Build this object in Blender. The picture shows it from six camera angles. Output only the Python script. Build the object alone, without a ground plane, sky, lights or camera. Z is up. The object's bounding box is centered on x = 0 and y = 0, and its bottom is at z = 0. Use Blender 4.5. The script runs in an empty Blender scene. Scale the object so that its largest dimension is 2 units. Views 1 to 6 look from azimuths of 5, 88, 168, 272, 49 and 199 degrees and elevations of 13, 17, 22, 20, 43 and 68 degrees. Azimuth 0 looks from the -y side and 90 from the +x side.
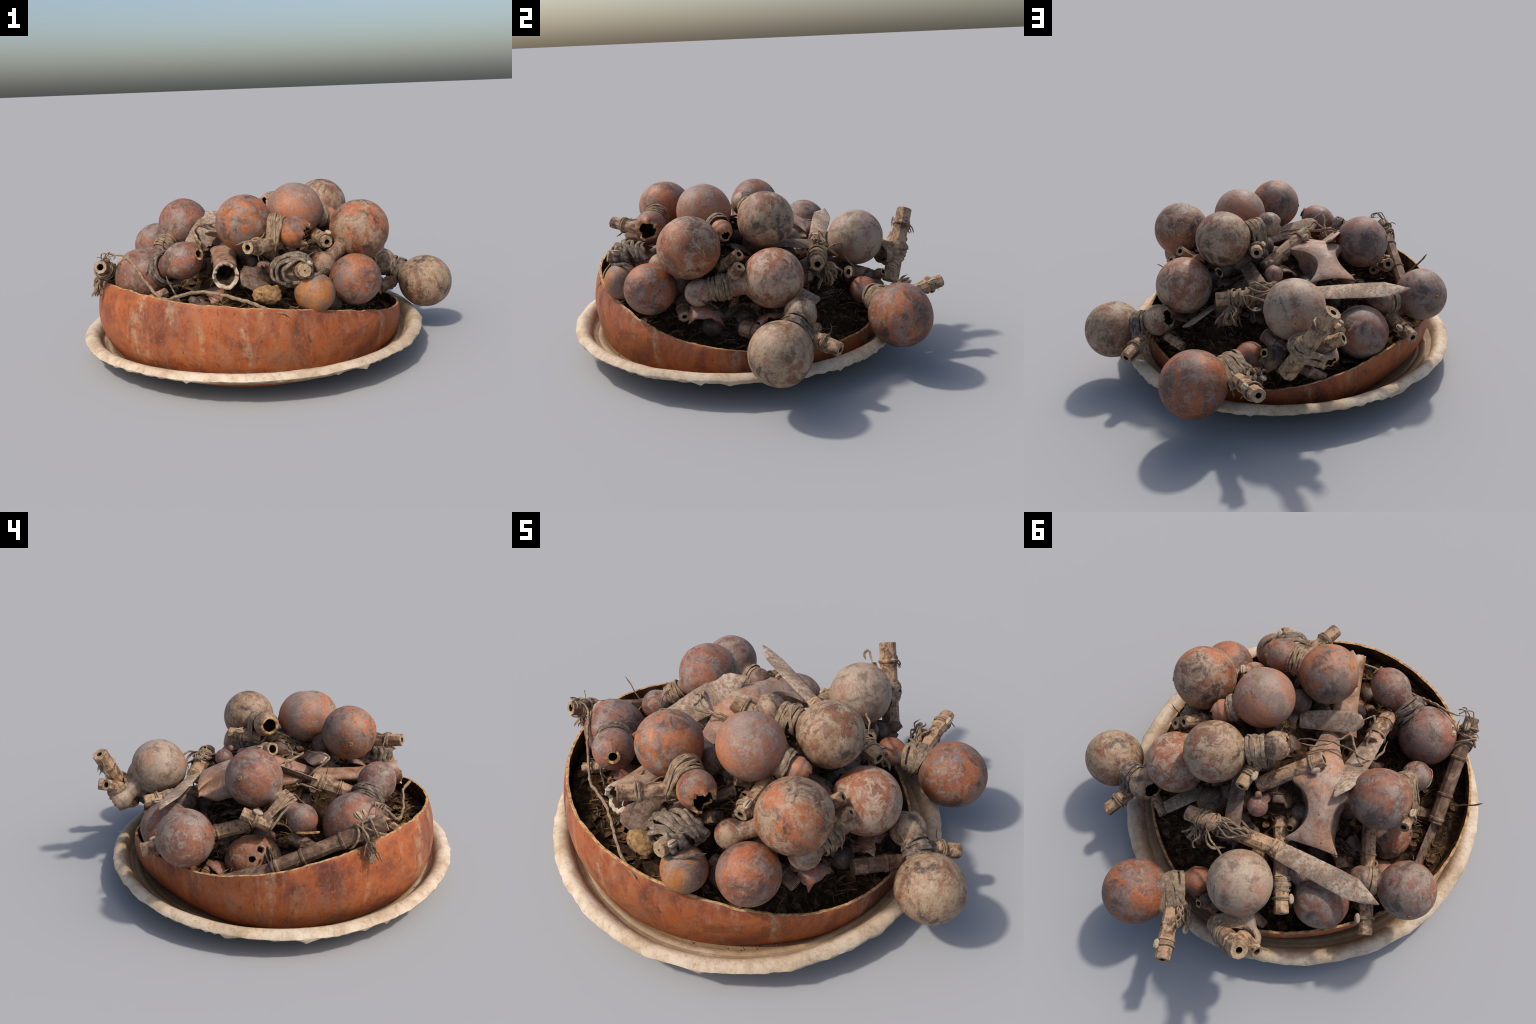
"""A calabash bowl heaped with bottle gourds, reed tubes, knives, bones and straw, standing on an enamel plate."""
import bpy, bmesh, math, random
from mathutils import Vector, Matrix, noise

rng = random.Random(7)
V = Vector
TAU = 2 * math.pi


# ------------------------------------------------------------------ node helpers
class Nodes:
    def __init__(self, name):
        self.mat = bpy.data.materials.new(name)
        self.mat.use_nodes = True
        self.t = self.mat.node_tree
        self.b = self.t.nodes["Principled BSDF"]
        self.co = self.t.nodes.new("ShaderNodeTexCoord").outputs["Object"]

    def new(self, kind, **props):
        n = self.t.nodes.new(kind)
        for k, v in props.items():
            setattr(n, k, v)
        return n

    def put(self, sock, val):
        if isinstance(val, bpy.types.NodeSocket):
            self.t.links.new(val, sock)
        elif isinstance(val, (tuple, list)) and len(val) == 3 and sock.type == "RGBA":
            sock.default_value = (*val, 1)
        else:
            sock.default_value = val

    def mapped(self, scale=(1, 1, 1), loc=(0, 0, 0), rot=(0, 0, 0)):
        m = self.new("ShaderNodeMapping")
        self.put(m.inputs["Vector"], self.co)
        m.inputs["Scale"].default_value = scale
        m.inputs["Location"].default_value = loc
        m.inputs["Rotation"].default_value = rot
        return m.outputs[0]

    def noise(self, vec, scale, detail=6, rough=0.6, dist=0.0):
        n = self.new("ShaderNodeTexNoise")
        self.put(n.inputs["Vector"], vec)
        for k, v in (("Scale", scale), ("Detail", detail), ("Roughness", rough), ("Distortion", dist)):
            n.inputs[k].default_value = v
        return n.outputs["Fac"]

    def voronoi(self, vec, scale, out="Distance", feature="F1"):
        n = self.new("ShaderNodeTexVoronoi", feature=feature)
        self.put(n.inputs["Vector"], vec)
        n.inputs["Scale"].default_value = scale
        return n.outputs[out]

    def ramp(self, fac, stops, mode="LINEAR"):
        n = self.new("ShaderNodeValToRGB")
        n.color_ramp.interpolation = mode
        el = n.color_ramp.elements
        while len(el) > 1:
            el.remove(el[-1])
        for i, (p, c) in enumerate(stops):
            e = el[0] if i == 0 else el.new(p)
            e.position = p
            c = (c, c, c) if isinstance(c, (int, float)) else c
            e.color = (*c, 1)
        self.put(n.inputs["Fac"], fac)
        return n.outputs["Color"]

    def mix(self, fac, a, b, mode="MIX"):
        n = self.new("ShaderNodeMix", data_type="RGBA", blend_type=mode)
        self.put(n.inputs[0], fac)
        self.put(n.inputs[6], a)
        self.put(n.inputs[7], b)
        return n.outputs[2]

    def math(self, op, a, b=0.0):
        n = self.new("ShaderNodeMath", operation=op)
        self.put(n.inputs[0], a)
        self.put(n.inputs[1], b)
        return n.outputs[0]

    def bump(self, height, strength, distance=0.01):
        n = self.new("ShaderNodeBump")
        n.inputs["Strength"].default_value = strength
        n.inputs["Distance"].default_value = distance
        self.put(n.inputs["Height"], height)
        self.put(self.b.inputs["Normal"], n.outputs[0])

    def done(self, colour, rough=0.7, spec=0.3):
        self.put(self.b.inputs["Base Color"], colour)
        self.put(self.b.inputs["Roughness"], rough)
        self.b.inputs["Specular IOR Level"].default_value = spec
        return self.mat


FILM, TANFILM = (0.185, 0.132, 0.105), (0.35, 0.245, 0.15)
# two rind colours, greyish film, share of film, pale flecks, dark blotches
SKINS = {
    "orange": ((0.15, 0.058, 0.033), (0.45, 0.140, 0.040), FILM, 0.47, 0.45, 0.45),
    "peach": ((0.25, 0.120, 0.078), (0.46, 0.165, 0.070), (0.25, 0.185, 0.15), 0.49, 0.45, 0.15),
    "rust": ((0.13, 0.050, 0.030), (0.37, 0.108, 0.034), (0.17, 0.12, 0.10), 0.46, 0.40, 0.45),
    "russet": ((0.12, 0.045, 0.026), (0.36, 0.115, 0.042), (0.31, 0.215, 0.135), 0.46, 0.50, 0.55),
    "freckled": ((0.19, 0.075, 0.040), (0.34, 0.115, 0.048), (0.43, 0.305, 0.215), 0.53, 0.45, 0.35),
    "khaki": ((0.10, 0.055, 0.034), (0.26, 0.105, 0.052), TANFILM, 0.53, 0.50, 0.60),
    "mauve": ((0.12, 0.058, 0.040), (0.31, 0.100, 0.048), (0.215, 0.16, 0.13), 0.50, 0.65, 0.45),
    "grey": ((0.22, 0.130, 0.09), (0.36, 0.170, 0.10), (0.34, 0.26, 0.185), 0.55, 0.40, 0.35),
    "saddle": ((0.19, 0.098, 0.065), (0.42, 0.20, 0.105), (0.33, 0.235, 0.18), 0.47, 0.45, 0.20),
    "shadow_darkened": ((0.045, 0.028, 0.019), (0.13, 0.062, 0.036), (0.105, 0.072, 0.05), 0.50, 0.30, 0.60),  # rind colours lowered to paint in the deep shadow between gourds
    "ochre": ((0.26, 0.080, 0.020), (0.42, 0.150, 0.024), FILM, 0.50, 0.30, 0.30),
}


def skin(kind, seed):
    """Dry gourd rind: blotches, a greyish film in flakes, dark specks and scuffs."""
    n = Nodes("rind_" + kind)
    c1, c2, film, share, pale, dark = SKINS[kind]
    off = (seed * 3.17 % 11, seed * 5.71 % 13, seed * 1.93 % 7)
    co = n.mapped(loc=off)
    streak = n.mapped(scale=(1, 1, 0.4), loc=off[::-1], rot=(0.5 * seed % 1.2, 0.3, 0))
    base = n.mix(n.ramp(n.noise(co, 7, 6, 0.65, 0.8), [(0.40, 0.0), (0.60, 1.0)]), c1, c2)
    wide = n.math("MULTIPLY", n.math("SUBTRACT", n.noise(co, 4.2, 3, 0.5, 0.5), 0.5), 0.78)
    film_n = n.math("ADD", n.noise(streak, 14, 8, 0.72, 0.8), wide)
    base = n.mix(n.ramp(film_n, [(0.97 - share - 0.01, 0.0), (0.97 - share + 0.08, 0.85)]), base, film)
    mottle = n.noise(co, 23, 7, 0.72, 0.6)
    flakes = n.math("MULTIPLY", n.ramp(mottle, [(0.49, 0.0), (0.57, min(0.95, pale * 2.1))]), n.ramp(n.noise(co, 5.5, 4, 0.6), [(0.40, 0.15), (0.60, 1.0)]))
    base = n.mix(flakes, base, n.mix(0.22, film, (0.60, 0.47, 0.34)))
    base = n.mix(n.ramp(mottle, [(0.37, 0.75), (0.46, 0.0)]), base, c2)
    blot = n.math("ADD", n.noise(co, 12, 8, 0.72, 0.6), n.math("MULTIPLY", wide, -0.55))
    base = n.mix(n.ramp(blot, [(0.37, min(0.95, dark * 1.8)), (0.47, 0.0)]), base, (0.062, 0.038, 0.028))
    fleck = n.noise(streak, 46, 6, 0.7, 0.4)
    base = n.mix(n.ramp(fleck, [(0.52, 0.0), (0.62, 0.35)]), base, n.mix(0.5, film, c1))
    base = n.mix(n.ramp(fleck, [(0.36, 0.4), (0.46, 0.0)]), base, n.mix(0.15, c1, c2))
    scratch = n.noise(n.mapped(scale=(1, 0.25, 1), loc=off, rot=(seed * 0.7, seed * 1.3, 0)), 85, 4, 0.7)
    base = n.mix(n.ramp(scratch, [(0.58, 0.0), (0.66, 0.5)]), base, n.mix(0.4, film, (0.52, 0.41, 0.31)))
    grain = n.noise(co, 75, 5, 0.75)
    base = n.mix(n.ramp(grain, [(0.36, 0.5), (0.47, 0.0)]), base, n.mix(0.5, c1, (0.07, 0.04, 0.03)))
    specks = n.ramp(n.voronoi(co, 24), [(0.07, 0.8), (0.13, 0.0)])
    base = n.mix(n.math("MULTIPLY", specks, n.ramp(n.noise(co, 7, 2), [(0.5, 0.0), (0.6, 1.0)])), base, (0.045, 0.028, 0.02))
    n.bump(n.math("ADD", film_n, n.math("MULTIPLY", grain, 0.5)), 0.4, 0.006)
    return n.done(base, n.ramp(mottle, [(0.35, 0.45), (0.65, 0.66)]), 0.4)


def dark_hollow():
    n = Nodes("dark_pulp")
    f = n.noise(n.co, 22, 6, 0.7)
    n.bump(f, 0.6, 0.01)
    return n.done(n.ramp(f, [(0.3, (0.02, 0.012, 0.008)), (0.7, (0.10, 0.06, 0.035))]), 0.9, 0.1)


def bowl_rind():
    n = Nodes("calabash_rind")
    co = n.mapped(loc=(3.3, 1.1, 5.0))
    tall = n.mapped(scale=(1, 1, 0.48), loc=(1, 7, 2))
    base = n.ramp(n.noise(co, 3.0, 7, 0.65, 0.5), [(0.38, (0.13, 0.033, 0.016)), (0.47, (0.26, 0.060, 0.017)), (0.55, (0.37, 0.096, 0.022)), (0.65, (0.22, 0.056, 0.021))])
    bloom = n.math("MULTIPLY", n.ramp(n.noise(tall, 12, 9, 0.74, 0.5), [(0.45, 0.0), (0.64, 0.65)]), n.ramp(n.noise(co, 2.4, 4), [(0.42, 0.08), (0.58, 1.0)]))
    base = n.mix(bloom, base, (0.285, 0.150, 0.085))
    drips = n.math("MULTIPLY", n.ramp(n.noise(n.mapped(scale=(1, 1, 0.12), loc=(4, 4, 4)), 11, 5, 0.6), [(0.57, 0.0), (0.70, 0.8)]), n.ramp(n.noise(co, 26, 6, 0.75), [(0.42, 0.0), (0.56, 1.0)]))
    base = n.mix(drips, base, (0.42, 0.29, 0.17))
    base = n.mix(n.ramp(n.noise(tall, 19, 7, 0.74), [(0.31, 0.7), (0.43, 0.0)]), base, (0.10, 0.034, 0.02))
    base = n.mix(n.ramp(n.noise(tall, 48, 5, 0.72), [(0.32, 0.85), (0.39, 0.0)]), base, (0.045, 0.02, 0.015))
    base = n.mix(n.ramp(n.noise(co, 60, 5, 0.75), [(0.55, 0.0), (0.66, 0.45)]), base, (0.42, 0.165, 0.065))
    n.bump(n.noise(co, 20, 8, 0.65), 0.45, 0.01)
    return n.done(base, 0.58, 0.35)


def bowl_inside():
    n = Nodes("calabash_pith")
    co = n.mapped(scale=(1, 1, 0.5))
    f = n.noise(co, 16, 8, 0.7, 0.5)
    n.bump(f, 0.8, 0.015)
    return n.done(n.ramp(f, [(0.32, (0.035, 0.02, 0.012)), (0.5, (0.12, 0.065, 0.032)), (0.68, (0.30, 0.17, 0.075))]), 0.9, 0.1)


def rim_wood():
    n = Nodes("cut_rim")
    f = n.noise(n.co, 40, 6, 0.7)
    return n.done(n.ramp(f, [(0.35, (0.16, 0.07, 0.03)), (0.5, (0.42, 0.24, 0.10)), (0.65, (0.58, 0.38, 0.19))]), 0.85, 0.15)


def enamel():
    n = Nodes("worn_enamel")
    co = n.mapped(loc=(2, 0, 1))
    base = n.ramp(n.noise(co, 5, 8, 0.7), [(0.38, (0.40, 0.285, 0.18)), (0.5, (0.56, 0.43, 0.30)), (0.62, (0.62, 0.51, 0.385))])
    base = n.mix(n.ramp(n.noise(co, 17, 9, 0.78), [(0.46, 0.0), (0.64, 0.75)]), base, (0.42, 0.29, 0.175))
    base = n.mix(n.ramp(n.noise(co, 40, 7, 0.75), [(0.33, 0.6), (0.45, 0.0)]), base, (0.26, 0.185, 0.125))
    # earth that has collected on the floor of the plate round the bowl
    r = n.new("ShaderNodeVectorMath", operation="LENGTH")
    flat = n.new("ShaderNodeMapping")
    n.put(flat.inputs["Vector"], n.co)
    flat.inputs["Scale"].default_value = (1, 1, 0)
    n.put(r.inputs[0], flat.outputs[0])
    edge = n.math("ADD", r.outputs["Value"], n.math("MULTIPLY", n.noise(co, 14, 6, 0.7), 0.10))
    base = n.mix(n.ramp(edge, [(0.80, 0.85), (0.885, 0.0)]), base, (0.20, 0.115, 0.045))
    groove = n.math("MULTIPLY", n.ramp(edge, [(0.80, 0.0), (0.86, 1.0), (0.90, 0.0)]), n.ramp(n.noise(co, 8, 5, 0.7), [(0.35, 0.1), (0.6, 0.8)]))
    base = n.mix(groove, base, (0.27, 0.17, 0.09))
    n.bump(n.noise(co, 24, 8, 0.7), 0.5, 0.012)
    return n.done(base, 0.62, 0.35)


def reed_cane(seed=0, dark=False):
    n = Nodes("dark_cane" if dark else "cane")
    co = n.mapped(loc=(seed * 1.7, seed * 2.3, seed))
    f = n.noise(co, 15, 8, 0.7, 0.6)
    if dark:
        base = n.ramp(f, [(0.33, (0.06, 0.03, 0.02)), (0.5, (0.16, 0.09, 0.055)), (0.68, (0.33, 0.21, 0.135))])
    else:
        base = n.ramp(f, [(0.38, (0.10, 0.052, 0.03)), (0.46, (0.25, 0.145, 0.082)), (0.53, (0.44, 0.295, 0.175)), (0.60, (0.34, 0.19, 0.10)), (0.66, (0.27, 0.20, 0.15))])
    base = n.mix(n.ramp(n.noise(co, 34, 6, 0.75), [(0.40, 0.8), (0.47, 0.0)]), base, (0.085, 0.045, 0.028))
    n.bump(n.noise(co, 60, 6, 0.7), 0.35, 0.006)
    return n.done(base, 0.65, 0.3)


def fibre(name, lo, mid, hi):
    n = Nodes(name)
    f = n.noise(n.co, 45, 7, 0.7, 0.5)
    n.bump(n.noise(n.co, 160, 4, 0.7), 0.6, 0.004)
    return n.done(n.ramp(f, [(0.32, lo), (0.5, mid), (0.68, hi)]), 0.9, 0.1)


def rusty_iron(dark=False):
    n = Nodes("dark_iron" if dark else "rusty_iron")
    base = n.ramp(n.noise(n.co, 12, 8, 0.7), [(0.38, (0.19, 0.14, 0.105)), (0.48, (0.36, 0.275, 0.20)), (0.58, (0.50, 0.39, 0.29))])
    rust = n.ramp(n.noise(n.co, 55, 8, 0.75, 0.3), [(0.47, 0.0), (0.58, 0.85)])
    base = n.mix(rust, base, (0.25, 0.13, 0.068))
    base = n.mix(n.ramp(n.noise(n.co, 70, 5, 0.75), [(0.32, 0.7), (0.42, 0.0)]), base, (0.10, 0.06, 0.045))
    if dark:
        base = n.mix(n.ramp(n.noise(n.co, 16, 7, 0.72), [(0.42, 0.35), (0.56, 0.85)]), base, (0.075, 0.032, 0.018))
    n.bump(n.noise(n.co, 60, 8, 0.7), 0.4, 0.006)
    return n.done(base, 0.75, 0.3)


def old_bone():
    n = Nodes("old_bone")
    base = n.ramp(n.noise(n.co, 9, 7, 0.65, 0.5), [(0.36, (0.11, 0.055, 0.034)), (0.46, (0.25, 0.125, 0.07)), (0.55, (0.35, 0.22, 0.145)), (0.66, (0.45, 0.34, 0.25))])
    n.bump(n.noise(n.co, 50, 6, 0.7), 0.35, 0.006)
    return n.done(base, 0.62, 0.3)


def litter():
    n = Nodes("leaf_litter")
    f = n.noise(n.co, 26, 8, 0.75)
    n.bump(f, 1.0, 0.02)
    return n.done(n.ramp(f, [(0.33, (0.018, 0.011, 0.007)), (0.5, (0.06, 0.035, 0.02)), (0.68, (0.17, 0.095, 0.045))]), 0.95, 0.05)


M = {
    "hollow": dark_hollow(), "bowl": bowl_rind(), "pith": bowl_inside(), "rim": rim_wood(), "enamel": enamel(),
    "cut": fibre("cut_end", (0.14, 0.085, 0.05), (0.34, 0.235, 0.14), (0.48, 0.36, 0.23)),
    "cane": reed_cane(), "cane2": reed_cane(4), "darkcane": reed_cane(2, True),
    "cord": fibre("cord", (0.11, 0.068, 0.04), (0.26, 0.175, 0.11), (0.42, 0.305, 0.20)),
    "greycord": fibre("grey_cord", (0.035, 0.025, 0.02), (0.15, 0.11, 0.085), (0.34, 0.27, 0.20)),
    "rope": fibre("rope", (0.05, 0.036, 0.028), (0.19, 0.14, 0.10), (0.40, 0.315, 0.235)),
    "bark": fibre("bark_strip", (0.10, 0.066, 0.042), (0.27, 0.19, 0.125), (0.43, 0.32, 0.215)),
    "iron": rusty_iron(), "darkiron": rusty_iron(True), "bone": old_bone(), "litter": litter(),
    "shell": fibre("cowrie", (0.26, 0.18, 0.11), (0.44, 0.34, 0.235), (0.56, 0.47, 0.35)),
    "straw": fibre("straw", (0.07, 0.038, 0.018), (0.20, 0.115, 0.05), (0.38, 0.24, 0.115)),
    "leaf": fibre("dry_leaf", (0.03, 0.016, 0.01), (0.105, 0.055, 0.027), (0.24, 0.13, 0.06)),
    "earth": fibre("earth", (0.07, 0.04, 0.018), (0.18, 0.11, 0.05), (0.32, 0.2, 0.09)),
    "husk": fibre("dark_husk", (0.025, 0.016, 0.011), (0.085, 0.055, 0.035), (0.20, 0.14, 0.09)),
    "seed": fibre("knobbly_pod", (0.10, 0.05, 0.024), (0.27, 0.15, 0.065), (0.42, 0.26, 0.125)),
}


# ------------------------------------------------------------------ geometry helpers
def thing(name, at, label, category):
    o = bpy.data.objects.new(name, None)
    bpy.context.collection.objects.link(o)
    o.location = at
    o.empty_display_size = 0.05
    o["label"], o["category"] = label, category
    return o


class Build:
    """Collects vertices and faces in world space and makes a mesh object out of them."""

    def __init__(self):
        self.v, self.f, self.m = [], [], []

    def grid(self, rings, closed_u=True, mat=0, cap0=False, cap1=False):
        base, n = len(self.v), len(rings[0])
        for r in rings:
            self.v += [V(p) for p in r]
        for i in range(len(rings) - 1):
            mi = mat[i] if isinstance(mat, (list, tuple)) else mat
            for j in range(n if closed_u else n - 1):
                k = (j + 1) % n
                self.f.append((base + i * n + j, base + i * n + k, base + (i + 1) * n + k, base + (i + 1) * n + j))
                self.m.append(mi)
        if cap0:
            self.f.append(tuple(base + j for j in reversed(range(n))))
            self.m.append(mat[0] if isinstance(mat, (list, tuple)) else mat)
        if cap1:
            b = base + (len(rings) - 1) * n
            self.f.append(tuple(b + j for j in range(n)))
            self.m.append(mat[-1] if isinstance(mat, (list, tuple)) else mat)

    def obj(self, name, mats, parent=None, origin=None, smooth=True, angle=40):
        o = origin if origin is not None else sum(self.v, V()) / len(self.v)
        o = V(o)
        me = bpy.data.meshes.new(name)
        me.from_pydata([p - o for p in self.v], [], self.f)
        for mt in mats if isinstance(mats, (list, tuple)) else [mats]:
            me.materials.append(mt)
        me.polygons.foreach_set("material_index", self.m)
        bm = bmesh.new()
        bm.from_mesh(me)
        bmesh.ops.recalc_face_normals(bm, faces=bm.faces)
        bm.to_mesh(me)
        bm.free()
        if smooth:
            me.polygons.foreach_set("use_smooth", [True] * len(me.polygons))
            if angle < 180:
                me.set_sharp_from_angle(angle=math.radians(angle))
        ob = bpy.data.objects.new(name, me)
        bpy.context.collection.objects.link(ob)
        if parent is not None:
            ob.parent = parent
            ob.location = o - parent.location
        else:
            ob.location = o
        return ob


def frame(d):
    d = V(d).normalized()
    a = d.cross(V((0, 0, 1)))
    if a.length < 1e-3:
        a = V((1, 0, 0))
    a.normalize()
    return d, a, d.cross(a)


def nz(p, s=1.0, seed=0.0):
    return noise.noise(V(p) * s + V((seed * 1.31, seed * 2.17, seed * 0.73)))


def catmull(pts, per=8, closed=False):
    pts = [V(p) for p in pts]
    n = len(pts)
    out = []
    for i in range(n if closed else n - 1):
        if closed:
            a, b, c, d = (pts[(i + k) % n] for k in (-1, 0, 1, 2))
        else:
            a, b, c, d = (pts[min(max(i + k, 0), n - 1)] for k in (-1, 0, 1, 2))
        for j in range(per):
            t = j / per
            out.append(0.5 * ((2 * b) + (c - a) * t + (2 * a - 5 * b + 4 * c - d) * t * t + (3 * b - a - 3 * c + d) * t ** 3))
    if not closed:
        out.append(pts[-1])
    return out


def sweep(B, pts, r, seg=6, closed=False, flat=1.0, about=None, taper=False, twist=0.0, mat=0):
    """Tube along pts. flat < 1 squashes it towards the centre 'about' (a strap)."""
    n = len(pts)
    rings, prev = [], None
    for i, p in enumerate(pts):
        a = pts[(i - 1) % n] if closed or i else p
        b = pts[(i + 1) % n] if closed or i < n - 1 else p
        t = (b - a).normalized() if (b - a).length > 1e-9 else V((0, 0, 1))
        if about is not None:
            q = p - about
        else:
            q = prev if prev is not None else frame(t)[1]
        q = q - t * q.dot(t)
        if q.length < 1e-6:
            q = frame(t)[1]
        q.normalize()
        prev = q
        w = t.cross(q)
        rr = r(i / (n - 1)) if callable(r) else r
        if taper:
            rr *= max(0.15, min(1, 6 * i / (n - 1), 6 * (1 - i / (n - 1))))
        rings.append([p + q * (math.cos(k * TAU / seg + twist * i) * rr * flat) + w * (math.sin(k * TAU / seg + twist * i) * rr) for k in range(seg)])
    if closed:
        rings.append(rings[0])
        base = len(B.v)
        B.grid(rings, mat=mat)
    else:
        B.grid(rings, mat=mat, cap0=True, cap1=True)


def smooth_max(vals, p=5):
    s = sum(v ** p for v in vals if v > 0)
    return s ** (1 / p) if s > 0 else 0.0


def gourd_body(parent, c1, R, c2=None, r2=0.0, neck=0.045, hole=0.0, kind="orange", seed=0, stretch=1.0, long2=1.0, scar=None, ragged=0.3, lumps=0.030, snout=0.0, p=5):
    """A bottle gourd: big belly, neck, small upper lobe that may be broken open."""
    c1 = V(c1)
    axis = V(c2) - c1 if c2 is not None else V((0.3, 0.2, -1))
    d = axis.length if c2 is not None else 0.0
    ax, e1, e2 = frame(axis)
    Ra = R * stretch

    end = d + r2 * long2 + snout if d else Ra

    def rad(t):
        parts = []
        if abs(t) < Ra:
            parts.append(R * math.sqrt(1 - (t / Ra) ** 2))
        if d:
            if 0 < t < d:
                parts.append(neck)
            u = (t - d) / (r2 * long2)
            if abs(u) < 1:
                parts.append(r2 * math.sqrt(1 - u * u))
            if snout and t > d:
                parts.append(hole * (1.0 + 0.12 * (t > d + r2 * long2)) if t <= end + 1e-6 else 0)
        return smooth_max(parts, p)

    end = d + r2 * long2 if d else Ra
    if hole and not snout:
        end = d + r2 * long2 * math.sqrt(max(0, 1 - (hole / r2) ** 2))
    elif snout:
        end = d + r2 * long2 + snout
    ts = [-Ra * math.cos(0.5 * math.pi * i / 20) for i in range(20)]
    if d:
        m = int(30 * (end / 0.3)) + 10
        for i in range(m):
            ts.append(end * i / m)
        if not hole:
            ts = [t for t in ts if t < d]
            ts += [d + r2 * long2 * math.sin(0.5 * math.pi * i / 14) for i in range(15)]
        else:
            ts.append(end)
    else:
        ts += [Ra * math.sin(0.5 * math.pi * i / 20) for i in range(21)]
    seg = 56
    B = Build()

    def ring(t, r, wob=0.0):
        out = []
        for k in range(seg):
            a = k * TAU / seg
            dirv = e1 * math.cos(a) + e2 * math.sin(a)
            tt = t + wob * (nz(V((math.cos(a) * 1.6, math.sin(a) * 1.6, seed)), 1.0, seed) + 0.6 * nz(V((math.cos(a), math.sin(a), seed)), 4.5, seed))
            pnt = c1 + ax * tt + dirv * r
            amp = 1 + lumps * nz(pnt, 7.0, seed) + 0.35 * lumps * nz(pnt, 24.0, seed)
            out.append(c1 + ax * tt + (pnt - (c1 + ax * tt)) * amp)
        return out

    rings = []
    for t in ts:
        w = 0.0
        if hole and t > d:
            w = hole * ragged * ((t - d) / max(1e-6, end - d)) ** 3
        rings.append(ring(t, max(rad(t), 0.0005), w))
    mats = [0] * (len(rings) - 1)
    if hole:
        th = min(0.012, hole * 0.3)
        rings.append(ring(end - th * 0.2, max(hole - th, 0.004), hole * ragged))
        mats.append(1)
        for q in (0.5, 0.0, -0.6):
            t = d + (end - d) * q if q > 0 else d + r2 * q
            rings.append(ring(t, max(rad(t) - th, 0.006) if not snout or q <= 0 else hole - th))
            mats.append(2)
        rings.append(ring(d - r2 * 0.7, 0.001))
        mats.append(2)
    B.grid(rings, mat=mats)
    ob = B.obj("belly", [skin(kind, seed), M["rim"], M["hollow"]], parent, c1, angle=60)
    if scar is not None:
        sd = V(scar).normalized()
        S = Build()
        f, a1, a2 = frame(sd)
        rr = [(0.0, 0.0115), (0.004, 0.011), (0.0075, 0.007), (0.0055, 0.003)]
        S.grid([[c1 + f * (R * 0.985 + h) + (a1 * math.cos(k * TAU / 12) + a2 * math.sin(k * TAU / 12)) * (q * (1 + 0.2 * nz((k, seed, h), 3))) for k in range(12)] for h, q in rr], cap1=True)
        S.obj("blossom_scar", M["seed"], parent)
    return ob


def hull2(pts):
    pts = sorted(set((round(x, 6), round(y, 6)) for x, y in pts))

    def half(ps):
        h = []
        for q in ps:
            while len(h) > 1 and (h[-1][0] - h[-2][0]) * (q[1] - h[-2][1]) - (h[-1][1] - h[-2][1]) * (q[0] - h[-2][0]) <= 0:
                h.pop()
            h.append(q)
        return h

    lo, up = half(pts), half(pts[::-1])
    return lo[:-1] + up[:-1]


def binding(parent, c, axis, radius, width, turns, thick=0.006, around=(), mat="cord", flat=0.7, tilt=0.12, tails=2, name="binding", seed=0):
    """Loops of cord or bark strip round a neck and whatever is lashed to it."""
    r = random.Random(seed * 31 + 5)
    c = V(c)
    ax, e1, e2 = frame(axis)
    B = Build()
    circles = [(0.0, 0.0, radius)]
    for q, qr in around:
        dv = V(q) - c
        circles.append((dv.dot(e1), dv.dot(e2), qr))
    for k in range(turns):
        off = width * ((k + 0.5) / turns - 0.5) + r.uniform(-1, 1) * width / turns
        lift = abs(off) / (width / 2 + 1e-6)
        grow = r.uniform(0.0, 0.011) * (1.1 - min(1, lift) * 0.6)
        pts = []
        for x, y, rr in circles:
            for j in range(20):
                a = j * TAU / 20
                pts.append((x + (rr + grow) * math.cos(a), y + (rr + grow) * math.sin(a)))
        h = hull2(pts)
        # resample evenly
        n = len(h)
        L = [math.dist(h[i], h[(i + 1) % n]) for i in range(n)]
        tot, N = sum(L), 36
        res, i, acc = [], 0, 0.0
        for s in range(N):
            goal = tot * s / N
            while acc + L[i] < goal:
                acc += L[i]
                i += 1
            f = (goal - acc) / L[i]
            a, b = h[i], h[(i + 1) % n]
            res.append((a[0] + (b[0] - a[0]) * f, a[1] + (b[1] - a[1]) * f))
        t1, t2 = r.gauss(0, tilt), r.gauss(0, tilt)
        loop = []
        ph = r.uniform(0, 50)
        for s, (x, y) in enumerate(res):
            w = 1 + 0.05 * nz((x * 30 + ph, y * 30, k * 3.1), 1.0)
            loop.append(c + e1 * x * w + e2 * y * w + ax * (off + t1 * x + t2 * y + 0.004 * nz((x * 25, y * 25 + ph, k), 1)))
        cen = sum(loop, V()) / N
        tk = thick * r.uniform(0.75, 1.3)
        sweep(B, loop, lambda u, tk=tk, ph=ph: tk * (1 + 0.25 * nz((u * 14, ph, 0), 1)), 6, True, flat, cen)
    for k in range(tails):
        a = r.uniform(0, TAU)
        p = c + (e1 * math.cos(a) + e2 * math.sin(a)) * (radius + 0.008)
        g = [p]
        dv = (e1 * math.cos(a + 1.2) + e2 * math.sin(a + 1.2)) * 0.6 + ax * r.uniform(-0.8, 0.8)
        for j in range(4):
            dv = (dv + V((r.uniform(-0.5, 0.5), r.uniform(-0.5, 0.5), r.uniform(-0.6, 0.3)))).normalized()
            g.append(g[-1] + dv * 0.022)
        sweep(B, catmull(g, 4), thick * 0.6, 5, taper=True, flat=0.7)
    return B.obj(name, M[mat], parent)


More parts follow.
